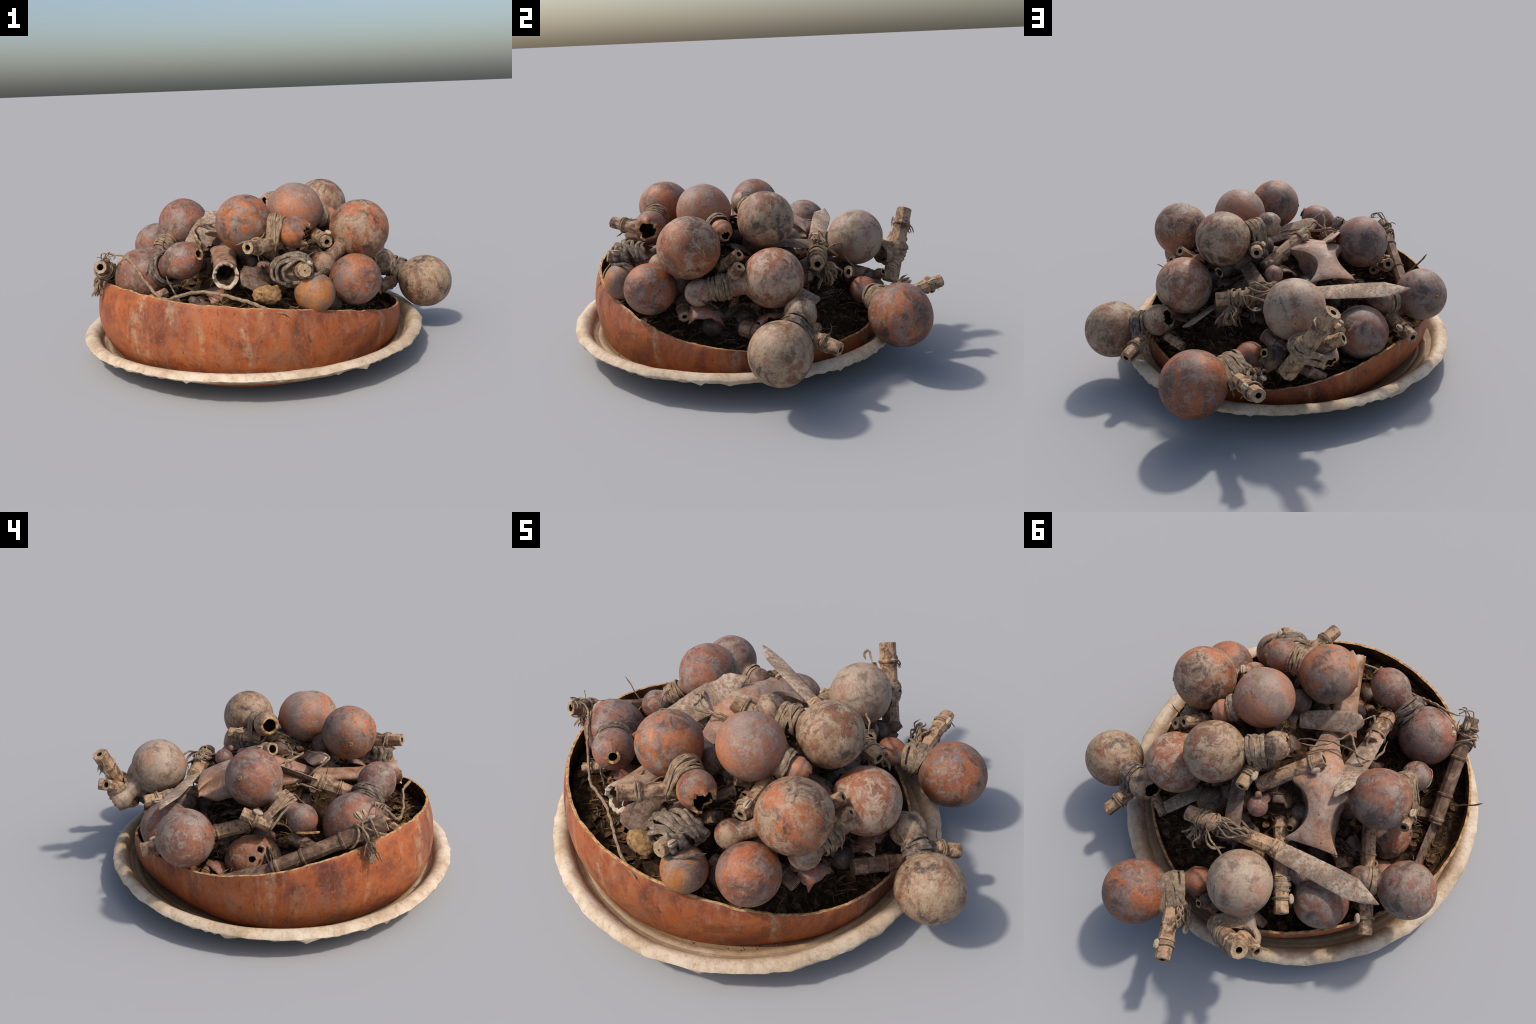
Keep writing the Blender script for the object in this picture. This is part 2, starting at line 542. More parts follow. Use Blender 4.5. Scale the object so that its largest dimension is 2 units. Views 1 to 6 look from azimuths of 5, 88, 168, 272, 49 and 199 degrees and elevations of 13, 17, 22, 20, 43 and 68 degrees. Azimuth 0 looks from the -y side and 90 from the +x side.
def reed(parent, root, tip, r=0.034, bore=0.013, sides=9, nodes=(0.45,), mat="cane", taper=0.94, ring_at=None, shell=None, seed=0, name="reed", deep=0.07):
    """A whittled cane tube, bored through, with swollen joints and a cord round it."""
    g = random.Random(seed + 90)
    root, tip = V(root), V(tip)
    d, e1, e2 = frame(tip - root)
    L = (tip - root).length
    B = Build()
    ph = g.uniform(0, TAU)
    jit = [g.uniform(0.94, 1.07) for _ in range(sides)]

    def ring(t, rr, wob=1.0):
        out = []
        for k in range(sides):
            a = ph + k * TAU / sides
            q = rr * (1 + (jit[k] - 1) * wob) * (1 + 0.04 * nz((k * 2.3, t * 20, seed), 1))
            out.append(root + d * t + (e1 * math.cos(a) + e2 * math.sin(a)) * q)
        return out

    ts = {0.0: 1.0, L - 0.004: taper, L: taper * 0.93}
    for i in range(1, 7):
        ts[L * i / 7] = 1 + (taper - 1) * i / 7
    for nd in nodes:
        for dt, k in ((-0.012, 0.98), (-0.004, 1.13), (0.004, 1.14), (0.009, 1.0)):
            ts[L * nd + dt] = k
    rings = [ring(t, r * k) for t, k in sorted(ts.items()) if 0 <= t <= L]
    mats = [0] * (len(rings) - 1)
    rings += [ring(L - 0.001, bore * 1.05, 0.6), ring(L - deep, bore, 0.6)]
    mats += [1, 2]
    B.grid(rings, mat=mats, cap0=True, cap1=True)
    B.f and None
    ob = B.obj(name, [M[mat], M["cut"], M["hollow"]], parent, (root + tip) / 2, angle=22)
    if ring_at is not None:
        t = L * ring_at
        binding(parent, root + d * t, d, r * 0.97, 0.010, 3, 0.0045, mat="cord", flat=0.8, tilt=0.05, tails=1, name="cord_ring", seed=seed)
        if shell is not None:
            s = V(shell)
            s = (s - d * s.dot(d)).normalized()
            cowrie(parent, root + d * (t + 0.004) + s * (r + 0.010), d, s, seed)
    return ob


def cowrie(parent, at, along, out, seed=0, size=0.024):
    along, out = V(along).normalized(), V(out).normalized()
    side = along.cross(out)
    B = Build()
    rings = []
    for i in range(15):
        u = math.pi * (i + 0.02) / 14.04
        ring_ = []
        for k in range(20):
            a = k * TAU / 20
            x, y, z = math.cos(u), math.sin(u) * math.cos(a), math.sin(u) * math.sin(a)
            y *= 0.62 * (1 + 0.12 * x)
            z = z * 0.5
            if z > 0 and abs(y) < 0.10:
                z *= 0.35
            ring_.append(V(at) + along * (x * size) + side * (y * size) + out * (z * size))
        rings.append(ring_)
    B.grid(rings, cap0=True, cap1=True)
    return B.obj("cowrie_shell", M["shell"], parent)


def blade(parent, base, tip, normal, profile, thick=0.008, mat="iron", name="blade", seed=0, bend=0.0):
    """Flat forged blade. profile: (place along 0..1, reach to the left, reach to the right)."""
    base, tip = V(base), V(tip)
    d = (tip - base).normalized()
    n = V(normal)
    n = (n - d * n.dot(d)).normalized()
    s = n.cross(d)
    L = (tip - base).length
    B = Build()
    rings = []
    prof = []
    for (a, l0, r0), (b, l1, r1) in zip(profile, profile[1:]):
        k = max(2, int((b - a) * 24))
        for i in range(k):
            f = i / k
            prof.append((a + (b - a) * f, l0 + (l1 - l0) * f, r0 + (r1 - r0) * f))
    prof.append(profile[-1])
    for u, l, r in prof:
        c = base + d * (L * u) + n * (bend * math.sin(math.pi * u))
        l += 0.0022 * nz((u * 30, 1, seed), 1)
        r += 0.0022 * nz((u * 30, 7, seed), 1)
        rings.append([
            c + s * l + n * thick * 0.12, c + s * (l * 0.8) + n * thick * 0.4, c + s * (l * 0.2 - r * 0.2) + n * thick * 0.55, c - s * (r * 0.8) + n * thick * 0.4, c - s * r + n * thick * 0.12,
            c - s * r - n * thick * 0.12, c - s * (r * 0.8) - n * thick * 0.4, c + s * (l * 0.2 - r * 0.2) - n * thick * 0.55, c + s * (l * 0.8) - n * thick * 0.4, c + s * l - n * thick * 0.12])
    B.grid(rings, cap0=True, cap1=True)
    return B.obj(name, M[mat], parent, (base + tip) / 2, angle=35)


def rope(parent, pts, r, mat="cord", name="cord", per=8, wob=0.006, seed=0, flat=0.8):
    B = Build()
    c = catmull(pts, per)
    c = [p + V((nz(p, 30, seed), nz(p, 30, seed + 3), nz(p, 30, seed + 7))) * wob for p in c]
    sweep(B, c, lambda u: r * (1 + 0.25 * nz((u * 25, seed, 1), 1)), 7, taper=True, flat=flat)
    return B.obj(name, M[mat], parent)


def tassel(parent, at, down, length, radius, n=14, mat="cord", seed=0, name="tassel"):
    """Knotted frayed bundle hanging from a cord."""
    g = random.Random(seed + 400)
    d, e1, e2 = frame(down)
    B = Build()
    for k in range(n):
        a = g.uniform(0, TAU)
        p = V(at) + (e1 * math.cos(a) + e2 * math.sin(a)) * radius * g.uniform(0.1, 0.8)
        pts = [p]
        for j in range(5):
            p = p + d * (length / 5) + (e1 * g.uniform(-1, 1) + e2 * g.uniform(-1, 1)) * radius * 0.7
            pts.append(p)
        sweep(B, catmull(pts, 4), radius * g.uniform(0.18, 0.34), 5, taper=True, flat=0.6)
    return B.obj(name, M[mat], parent)


# ------------------------------------------------------------------ plate
def series(coef, th):
    return coef[0] + sum(coef[2 * i + 1] * math.cos((i + 1) * th) + coef[2 * i + 2] * math.sin((i + 1) * th) for i in range((len(coef) - 1) // 2))


PLATE_C, BOWL_C = V((-0.08, -0.06, 0)), V((-0.10, -0.05, 0))
PLATE_R = (0.888, -0.0025, -0.0132, 0.0061, 0.0087, -0.0079, -0.0004)
PLATE_Z = (0.0, 0.0078, 0.0012, -0.0071, -0.003, 0.0021, 0.0)
RIM_R = (0.7684, 0.0009, -0.0153, 0.0163, 0.0174, -0.0025, -0.0004, 0.0096, -0.006)
RIM_Z = (0.306, -0.0863, -0.1056, -0.0123, -0.0029, 0.0069, -0.0048, -0.0009, 0.0071)


def make_plate():
    seg = 256
    top = [(0.0, 0.040), (0.3, 0.040), (0.6, 0.041), (0.72, 0.043), (0.78, 0.047), (0.812, 0.054), (0.824, 0.060), (0.838, 0.060), (0.846, 0.066), (0.860, 0.076), (0.874, 0.081), (0.886, 0.077), (0.897, 0.069), (0.905, 0.074), (0.913, 0.095),
           (0.928, 0.123), (0.945, 0.139), (0.960, 0.1455), (0.978, 0.1455), (0.995, 0.139), (1.006, 0.131), (1.011, 0.125)]
    under = [(1.007, 0.119), (0.994, 0.118), (0.965, 0.121), (0.92, 0.100), (0.86, 0.062), (0.80, 0.042), (0.74, 0.035), (0.70, 0.030), (0.62, 0.014), (0.54, 0.0), (0.50, 0.0), (0.48, 0.008), (0.3, 0.010), (0.0, 0.010)]
    B = Build()
    rings = []
    for i, (f, z) in enumerate(top + under):
        lip = i >= len(top) and f > 0.95
        ring = []
        for k in range(seg):
            th = k * TAU / seg
            R = series(PLATE_R, th)
            zz = z + series(PLATE_Z, th) * f ** 3 * min(1, z / 0.06)
            c, s = math.cos(th), math.sin(th)
            dent = 0.004 * nz((c * 2, s * 2, f * 4), 2.5)
            rr = R * f
            if f > 0.8:
                rr += dent + (0.005 * nz((c, s, 0), 9) + 0.005 * nz((c, s, 6), 28)) * max(0, f - 0.9) * 10
                zz += 0.0025 * nz((c * 3, s * 3, f * 9), 3)
            if 0.83 < f < 0.925 and not lip:
                zz -= 0.010 * math.exp(-((th - 3.1) / 0.7) ** 2)
            if lip:
                zz -= 0.012 * math.exp(-((math.sin((th - 0.45) / 2) * 2) / 0.7) ** 2)
                torn = max(0.0, nz((c, s, 3.0), 3.7) + 0.8 * nz((c, s, 5.0), 21) - 0.18)
                zz -= 0.042 * torn - 0.009 * nz((c, s, 8), 40) * (1 if f > 0.98 else 0.6)
                rr -= 0.010 * torn
            ring.append(PLATE_C + V((rr * c, rr * s, max(zz, 0.0))))
        rings.append(ring)
    B.grid(rings)
    p = B.obj("plate", M["enamel"], None, PLATE_C, angle=55)
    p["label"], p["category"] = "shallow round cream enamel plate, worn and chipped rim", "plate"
    # crumbs of earth where the bowl stands on the plate
    g = random.Random(3)
    E = Build()
    for _ in range(900):
        th = g.uniform(0, TAU)
        c, s = math.cos(th), math.sin(th)
        rr = 0.72 + abs(g.gauss(0, 0.03)) + 0.035 * nz((c, s, 2), 3)
        base = BOWL_C + V((rr * c * 1.0 - 0.005, rr * s, 0.049 + max(0, rr - 0.72) * 0.35))
        q = g.uniform(0.0025, 0.008)
        pts = [base + V((g.uniform(-1, 1), g.uniform(-1, 1), g.uniform(-0.3, 0.8))) * q for _ in range(6)]
        b0 = len(E.v)
        E.v += pts
        for f in ((0, 1, 2), (0, 2, 3), (0, 3, 4), (1, 2, 5), (2, 3, 5), (3, 4, 5), (0, 1, 4), (1, 4, 5)):
            E.f.append(tuple(b0 + i for i in f))
            E.m.append(0)
    e = E.obj("earth_crumbs", M["earth"], p, smooth=False)
    e["kind"] = "stuff"


# ------------------------------------------------------------------ calabash bowl
def wall(R, zr, th, z):
    """Radius of the calabash at height z in direction th, where its rim has radius R and height zr."""
    front = max(0.0, -math.sin(th + 0.12))
    left = math.exp(-((th - 2.62) / 0.42) ** 2)
    belly = 0.006 + 0.026 * front ** 0.7 + 0.020 * math.exp(-((th - 3.95) / 0.34) ** 2) - 0.014 * left
    zm = min(0.24, zr - 0.05)
    if z > zm:
        return R + belly * (1 - ((z - zm) / (zr - zm)) ** 2)
    toe = 0.43 + 0.30 * math.exp(-((th - 5.2) / 0.6) ** 2)
    return (R + belly) * math.sqrt(1 - ((zm - z) / toe) ** 2)


def make_bowl():
    seg, up = 320, 22
    top_z, wide = [], []
    for k in range(seg):
        th = k * TAU / seg
        c, s = math.cos(th), math.sin(th)
        z = series(RIM_Z, th)
        wide.append((series(RIM_R, th), z, th))
        top_z.append(z + 0.005 * nz((c, s, 1), 7) + 0.0035 * nz((c, s, 4), 26))
    B = Build()
    rings, mats = [], []

    def ring(u, inset, zlift=0.0, rag=0.0):
        out = []
        for k in range(seg):
            th = k * TAU / seg
            c, s = math.cos(th), math.sin(th)
            z = 0.044 + (top_z[k] - 0.044) * u
            r = wall(*wide[k], z) * (1 + 0.006 * nz((c * 1.5, s * 1.5, z * 3), 2.0) + 0.0018 * nz((c, s, z), 14)) - inset
            if rag:
                r += rag * nz((c, s, 9 * inset), 30)
            out.append(BOWL_C + V((r * c, r * s, z + zlift)))
        return out

    rings.append([BOWL_C + V((0.05 * math.cos(k * TAU / seg), 0.05 * math.sin(k * TAU / seg), 0.0445)) for k in range(seg)])
    for i in range(up + 1):
        rings.append(ring(i / up, 0.0))
    mats = [0] * (up + 1)
    rings.append(ring(1.0, 0.003, 0.0015))
    rings.append(ring(1.0, 0.012, 0.0005, 0.003))
    mats += [1, 1]
    for u in (0.93, 0.8, 0.65, 0.5, 0.35, 0.2, 0.08):
        rings.append(ring(u, 0.017 + 0.01 * (1 - u), 0, 0.004))
        mats.append(2)
    rings.append([BOWL_C + V((0.05 * math.cos(k * TAU / seg), 0.05 * math.sin(k * TAU / seg), 0.06)) for k in range(seg)])
    mats.append(2)
    B.grid(rings, mat=mats, cap0=True, cap1=True)
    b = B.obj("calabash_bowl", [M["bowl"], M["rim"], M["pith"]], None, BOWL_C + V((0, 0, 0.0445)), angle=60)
    b["label"], b["category"] = "wide tilted orange-brown calabash bowl with a cut rim", "bowl"
    return b


def rim_at(x, y):
    th = math.atan2(y - BOWL_C.y, x - BOWL_C.x)
    z = series(RIM_Z, th)
    return th, series(RIM_R, th), z


def fill_z(x, y):
    """Height of the packed litter inside the bowl."""
    th, R, zr = rim_at(x, y)
    q = math.hypot(x - BOWL_C.x, y - BOWL_C.y) / R
    plane = 0.287 - 0.109 * x - 0.138 * y
    z = plane - 0.085 + 0.03 * x
    d2 = ((x - 0.02) / 0.40) ** 2 + ((y + 0.08) / (0.44 if y < -0.08 else 0.46)) ** 2
    z += 0.37 * math.exp(-(d2 ** 1.5))
    z += 0.09 * math.exp(-(((x - 0.26) / 0.11) ** 2 + ((y - 0.17) / 0.13) ** 2))
    z += 0.13 * math.exp(-(((x + 0.04) / 0.09) ** 2 + ((y - 0.45) / 0.10) ** 2))
    z += 0.05 * math.exp(-(((x + 0.50) / 0.18) ** 2 + ((y + 0.52) / 0.18) ** 2))
    z -= 0.13 * math.exp(-(((x + 0.35) / 0.09) ** 2 + ((y + 0.35) / 0.17) ** 2))
    z -= 0.12 * math.exp(-(((x + 0.09) / 0.08) ** 2 + ((y + 0.18) / 0.08) ** 2))
    z += 0.10 * math.exp(-(((x - 0.44) / 0.10) ** 2 + ((y - 0.03) / 0.12) ** 2))
    z -= 0.11 * math.exp(-(((x - 0.60) / 0.15) ** 2 + ((y + 0.17) / 0.20) ** 2))
    z -= 0.05 * math.exp(-(((x - 0.30) / 0.10) ** 2 + ((y - 0.46) / 0.10) ** 2))
    z += 0.03 * math.exp(-(((x - 0.54) / 0.10) ** 2 + ((y - 0.28) / 0.14) ** 2))
    z = min(z, zr - 0.03 + 1.2 * max(0, 0.95 - q), 0.585)
    return max(0.085, z + 0.025 * nz((x, y, 0), 9) + 0.012 * nz((x, y, 4), 28))


def make_litter(bowl):
    B = Build()
    rings = []
    n = 36
    for i in range(n + 1):
        f = i / n * 0.985
        ring = []
        for k in range(120):
            th = k * TAU / 120
            z0 = series(RIM_Z, th)
            R = series(RIM_R, th)
            x, y = BOWL_C.x + R * f * math.cos(th), BOWL_C.y + R * f * math.sin(th)
            ring.append((x, y, fill_z(x, y)))
        rings.append(ring)
    B.grid(rings)
    m = B.obj("packed_litter", M["litter"], bowl)
    m["kind"] = "stuff"
    g = random.Random(12)
    S, Lf = Build(), Build()
    for k in range(1500):
        th = g.uniform(0, TAU)
        R = series(RIM_R, th)
        f = math.sqrt(g.uniform(0.05, 0.90))
        x, y = BOWL_C.x + R * f * math.cos(th), BOWL_C.y + R * f * math.sin(th)
        z = fill_z(x, y)
        p = V((x, y, z + g.uniform(0.0, 0.02)))
        a = g.uniform(0, TAU)
        d = V((math.cos(a), math.sin(a), g.uniform(-0.35, 0.45))).normalized()
        if k % 5 < 3:
            ln = g.uniform(0.04, 0.13)
            pts = [p + d * (ln * (t - 0.5)) + V((0, 0, 0.25 * ln * (1 - (2 * t - 1) ** 2) * g.uniform(-0.3, 0.8))) + V((g.uniform(-1, 1), g.uniform(-1, 1), 0)) * 0.006 for t in (0, 0.35, 0.7, 1)]
            pts = [clamp_in(q) for q in pts]
            sweep(S, catmull(pts, 3), g.uniform(0.0016, 0.0045), 4, flat=0.5, taper=True)
        else:
            ln, w = g.uniform(0.025, 0.06), g.uniform(0.010, 0.022)
            side = d.cross(V((g.uniform(-0.6, 0.6), g.uniform(-0.6, 0.6), 1))).normalized()
            up = side.cross(d)
            curl = g.uniform(-0.5, 0.9)
            rings = []
            for j in range(6):
                t = j / 5
                ww = w * math.sin(math.pi * (0.08 + 0.86 * t)) * (1 + 0.3 * nz((k, t * 5, 0), 1))
                c = p + d * (ln * (t - 0.5)) + up * (curl * ln * (t - 0.5) ** 2)
                c = clamp_in(c, 0.03)
                th_ = 0.0012
                rings.append([c + side * ww + up * (0.4 * ww + th_), c + up * th_, c - side * ww + up * (0.4 * ww + th_), c - side * ww + up * (0.4 * ww - th_), c - up * th_, c + side * ww + up * (0.4 * ww - th_)])
            Lf.grid(rings, cap0=True, cap1=True)
    o = S.obj("straw", M["straw"], bowl, smooth=True)
    o["kind"] = "stuff"
    o = Lf.obj("leaf_scrap", M["leaf"], bowl, smooth=False)
    o["kind"] = "stuff"


def clamp_in(p, gap=0.02):
    th, R, z = rim_at(p.x, p.y)
    q = V((p.x - BOWL_C.x, p.y - BOWL_C.y, 0))
    if q.length > R - gap:
        q = q.normalized() * (R - gap)
        return V((BOWL_C.x + q.x, BOWL_C.y + q.y, p.z))
    return p


make_plate()
BOWL = make_bowl()
make_litter(BOWL)


# ------------------------------------------------------------------ bottle gourds
def bottle(label, c1, R, **k):
    e = thing("bottle_gourd", V(c1) - V((0, 0, R)), label, "bottle gourd")
    gourd_body(e, c1, R, **k)
    return e


# gourd with long reed, broken mouth, front left of the heap
e = bottle("round orange gourd lashed to a cane tube, broken mouth", (-0.087, -0.441, 0.725), 0.137, c2=(0.158, -0.494, 0.686), r2=0.076, neck=0.05, hole=0.052, kind="orange", seed=1, ragged=0.5, scar=(-1, 0.05, -0.12))
reed(e, (0.075, -0.50, 0.632), (-0.048, -0.719, 0.665), 0.034, nodes=(0.66,), ring_at=0.7, seed=1)
binding(e, (0.07, -0.476, 0.702), (1, -0.21, -0.16), 0.058, 0.055, 11, 0.006, [((0.062, -0.53, 0.64), 0.036)], "cord", seed=1)
rope(e, [(0.03, -0.55, 0.70), (0.0, -0.62, 0.68), (-0.01, -0.665, 0.625), (0.0, -0.70, 0.60)], 0.004, seed=2)

e = bottle("egg-shaped peach and grey gourd with small mouth", (0.153, -0.225, 0.748), 0.137, c2=(0.328, -0.132, 0.684), r2=0.05, neck=0.045, hole=0.028, kind="peach", seed=2, ragged=0.3, stretch=1.02)
binding(e, (0.268, -0.163, 0.706), (0.17, 0.09, -0.06), 0.055, 0.05, 8, 0.009, mat="bark", flat=0.3, seed=2, tails=1)

e = bottle("khaki gourd with dark mottling, mouth open", (0.284, 0.08, 0.722), 0.139, c2=(0.028, -0.02, 0.748), r2=0.065, neck=0.045, hole=0.045, kind="khaki", seed=3, ragged=0.2)
reed(e, (0.095, 0.01, 0.655), (0.129, 0.185, 0.675), 0.034, nodes=(0.5,), ring_at=0.62, shell=(-0.7, 0, 0.6), seed=3)
binding(e, (0.115, 0.015, 0.732), (1, 0.4, -0.1), 0.055, 0.07, 9, 0.009, [((0.105, 0.04, 0.668), 0.036)], "bark", flat=0.35, seed=3, tails=1)

e = bottle("large russet gourd with a smooth bent neck", (0.471, -0.288, 0.652), 0.147, c2=(0.285, -0.446, 0.513), r2=0.062, neck=0.036, kind="russet", seed=4, stretch=1.02, scar=(0.75, 0.35, 0.1))
reed(e, (0.24, -0.21, 0.628), (0.31, -0.413, 0.617), 0.032, nodes=(0.7,), ring_at=0.84, shell=(0.4, 0, 0.9), seed=4)

e = bottle("pale freckled gourd with a lashed orange neck", (0.49, 0.099, 0.489), 0.145, c2=(0.498, -0.256, 0.438), r2=0.064, neck=0.05, kind="freckled", seed=5, scar=(-0.2, 0.3, -1))
reed(e, (0.40, -0.155, 0.515), (0.497, -0.055, 0.617), 0.029, 0.012, nodes=(0.35,), seed=5)
reed(e, (0.50, -0.10, 0.50), (0.545, -0.055, 0.572), 0.031, 0.01, nodes=(0.5,), sides=7, seed=6, name="stub", deep=0.01)
cowrie(e, (0.515, -0.10, 0.535), (0.1, 0.1, 1), (0.7, -0.6, 0.1), 5)
binding(e, (0.505, -0.145, 0.462), (0.0, -0.35, -0.05), 0.054, 0.08, 15, 0.006, (), "cord", seed=5, tails=1)

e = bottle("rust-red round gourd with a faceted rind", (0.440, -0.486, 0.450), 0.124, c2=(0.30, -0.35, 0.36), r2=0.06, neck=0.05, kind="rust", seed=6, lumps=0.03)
reed(e, (0.40, -0.345, 0.37), (0.532, -0.325, 0.335), 0.031, 0.011, nodes=(0.5,), mat="darkcane", seed=7)

e = bottle("small bright ochre gourd tied with rope", (0.247, -0.645, 0.431), 0.094, c2=(0.115, -0.55, 0.50), r2=0.055, neck=0.04, kind="ochre", seed=7)
reed(e, (0.15, -0.50, 0.50), (0.205, -0.716, 0.555), 0.034, 0.004, nodes=(0.35,), ring_at=0.82, shell=(0.6, 0, 0.6), seed=8, deep=0.004)
for k in range(7):
    q = k / 6
    big = 0.046 + 0.050 * math.sin(math.pi * (0.12 + 0.74 * q))
    cx, cy, cz = 0.205 - (big - 0.03) * 0.98, -0.675 + 0.150 * q, 0.548 - 0.30 * (big - 0.03)
    B = Build()
    loop = []
    for m in range(72):
        a = m * TAU / 72
        wv = 1 + 0.10 * nz((math.cos(a) * 1.2, math.sin(a) * 1.2, k * 5.0), 1.5)
        loop.append(V((cx + big * wv * math.cos(a), cy + 0.30 * big * math.cos(a + 0.4 + 0.9 * q) + 0.022 * nz((math.cos(a) * 1.5, math.sin(a) * 1.5, k * 3.0), 1), cz + big * wv * 0.82 * math.sin(a) + 0.006 * nz((m * 0.1, k, 9), 1))))
    sweep(B, loop, 0.0135, 10, True, 0.62, V((cx, cy, cz)), twist=math.pi * 11 / 72)
    B.obj("rope_coil", M["rope"], e)
rope(e, [(0.17, -0.70, 0.535), (0.22, -0.70, 0.52), (0.28, -0.64, 0.53), (0.31, -0.58, 0.53)], 0.009, "greycord", seed=9)

e = bottle("mauve gourd whose upper lobe ends in a snout", (-0.607, -0.409, 0.458), 0.141, c2=(-0.372, -0.546, 0.572), r2=0.089, neck=0.06, hole=0.026, kind="mauve", seed=8, long2=1.1, snout=0.008, ragged=0.15)
binding(e, (-0.478, -0.482, 0.518), (0.24, -0.14, 0.115), 0.076, 0.06, 12, 0.0065, mat="greycord", seed=8, tails=1)
rope(e, [(-0.46, -0.56, 0.50), (-0.42, -0.60, 0.44), (-0.38, -0.62, 0.38)], 0.006, "greycord", seed=3)

e = bottle("red-flecked grey gourd with a broken lower lobe", (-0.469, 0.039, 0.64), 0.137, c2=(-0.605, -0.178, 0.485), r2=0.070, neck=0.042, kind="mauve", seed=9, scar=(-0.75, 0.4, 0.3))
reed(e, (-0.625, -0.03, 0.468), (-0.606, 0.098, 0.525), 0.032, nodes=(0.5,), ring_at=0.5, shell=(-0.2, 0, 1), seed=9)
binding(e, (-0.552, -0.095, 0.546), (0.136, 0.217, 0.155), 0.048, 0.06, 12, 0.005, [((-0.605, -0.03, 0.487), 0.033)], "cord", seed=9)
B = Build()
sweep(B, [V((-0.605, -0.178, 0.485)) + V((-0.045, -0.02, -0.04)) + V((math.cos(t) * -0.025 - 0.005, math.sin(t) * 0.055, math.cos(t) * 0.008)) for t in [i * 0.3 - 1.6 for i in range(12)]], 0.006, 6, flat=0.5, taper=True)
B.obj("broken_lip", M["rim"], e)

e = bottle("brown-pink round gourd resting on the rim", (-0.698, 0.349, 0.453), 0.131, c2=(-0.49, 0.36, 0.435), r2=0.06, neck=0.045, kind="mauve", seed=10, scar=(-0.25, 0.93, 0.28))
reed(e, (-0.455, 0.075, 0.398), (-0.577, 0.577, 0.334), 0.035, nodes=(0.3, 0.62), ring_at=0.86, shell=(0.8, 0, 0.5), seed=10)
binding(e, (-0.53, 0.355, 0.435), (1, 0.03, -0.05), 0.055, 0.05, 8, 0.009, [((-0.52, 0.33, 0.37), 0.036)], "bark", flat=0.35, seed=10, tails=1)

e = bottle("big pale grey gourd bound to an upright cane", (0.013, 0.561, 0.532), 0.146, c2=(-0.088, 0.765, 0.388), r2=0.057, neck=0.045, hole=0.044, kind="grey", seed=11, ragged=0.35)
reed(e, (0.085, 0.735, 0.30), (-0.091, 0.847, 0.647), 0.043, 0.014, nodes=(0.30, 0.78), mat="cane2", seed=11)
reed(e, (-0.055, 0.76, 0.44), (-0.151, 0.815, 0.50), 0.033, 0.015, nodes=(), sides=7, seed=12, name="stub")
binding(e, (-0.01, 0.715, 0.435), (-0.1, 0.3, 0.02), 0.05, 0.05, 9, 0.010, [((0.015, 0.775, 0.44), 0.042)], "bark", flat=0.4, seed=11, tails=1)
binding(e, (0.012, 0.779, 0.445), (-0.176, 0.107, 0.346), 0.046, 0.07, 10, 0.011, [((-0.05, 0.765, 0.42), 0.05)], "bark", flat=0.4, tilt=0.25, seed=12, tails=1)
tassel(e, (-0.02, 0.80, 0.53), (0.05, 0.03, -0.12), 0.10, 0.022, 14, "bark", 11, "frayed_strip")
tassel(e, (-0.05, 0.85, 0.60), (0.05, -0.0, -0.12), 0.08, 0.016, 9, "bark", 17, "frayed_strip")
rope(e, [(-0.13, 0.80, 0.53), (-0.165, 0.805, 0.575), (-0.19, 0.80, 0.555), (-0.175, 0.80, 0.52)], 0.007, "bark", seed=5, flat=0.4)

e = bottle("mauve-grey round gourd low in the bowl", (-0.345, 0.485, 0.338), 0.132, c2=(-0.17, 0.40, 0.40), r2=0.05, neck=0.04, kind="mauve", seed=12)
reed(e, (-0.02, 0.08, 0.445), (-0.194, 0.616, 0.418), 0.036, 0.008, nodes=(0.3, 0.72), mat="cane", ring_at=0.88, shell=(-0.9, 0, 0.2), seed=13)
binding(e, (-0.155, 0.49, 0.424), (-0.17, 0.54, -0.03), 0.036, 0.06, 8, 0.009, mat="bark", flat=0.35, tilt=0.3, seed=13, tails=1)

e = bottle("large rust-orange gourd hanging over the rim", (0.502, 0.70, 0.271), 0.153, c2=(0.225, 0.568, 0.311), r2=0.068, neck=0.05, kind="rust", seed=13, stretch=1.03, scar=(0.6, 0.35, -0.55))
reed(e, (0.315, 0.68, 0.275), (0.252, 0.962, 0.348), 0.036, nodes=(0.45, 0.7), ring_at=0.78, shell=(0.6, 0, 0.5), seed=14)
binding(e, (0.335, 0.622, 0.293), (0.27, 0.13, -0.04), 0.058, 0.075, 11, 0.011, [((0.31, 0.70, 0.285), 0.036)], "bark", flat=0.4, tilt=0.2, seed=14, tails=1)
tassel(e, (0.262, 0.70, 0.318), (-0.25, 0.95, -0.05), 0.11, 0.030, 20, "bark", 14, "frayed_strip")
cowrie(e, (0.205, 0.80, 0.33), (-0.2, 1, 0.2), (-0.5, 0, 1), 14)

e = bottle("dark tan gourd overhanging the plate, open mouth", (0.861, 0.102, 0.272), 0.144, c2=(0.632, 0.211, 0.360), r2=0.076, neck=0.05, hole=0.05, kind="khaki", seed=14, ragged=0.25)
reed(e, (0.68, 0.20, 0.295), (0.802, 0.368, 0.246), 0.035, nodes=(0.55,), ring_at=0.62, shell=(-0.3, 0.2, -0.9), seed=15)
binding(e, (0.722, 0.172, 0.330), (0.23, -0.11, -0.09), 0.056, 0.05, 9, 0.007, [((0.705, 0.235, 0.288), 0.036)], "greycord", flat=0.5, seed=15)
reed(e, (0.585, -0.06, 0.285), (0.685, 0.125, 0.265), 0.035, 0.01, nodes=(0.25, 0.7), mat="darkcane", sides=7, seed=16)

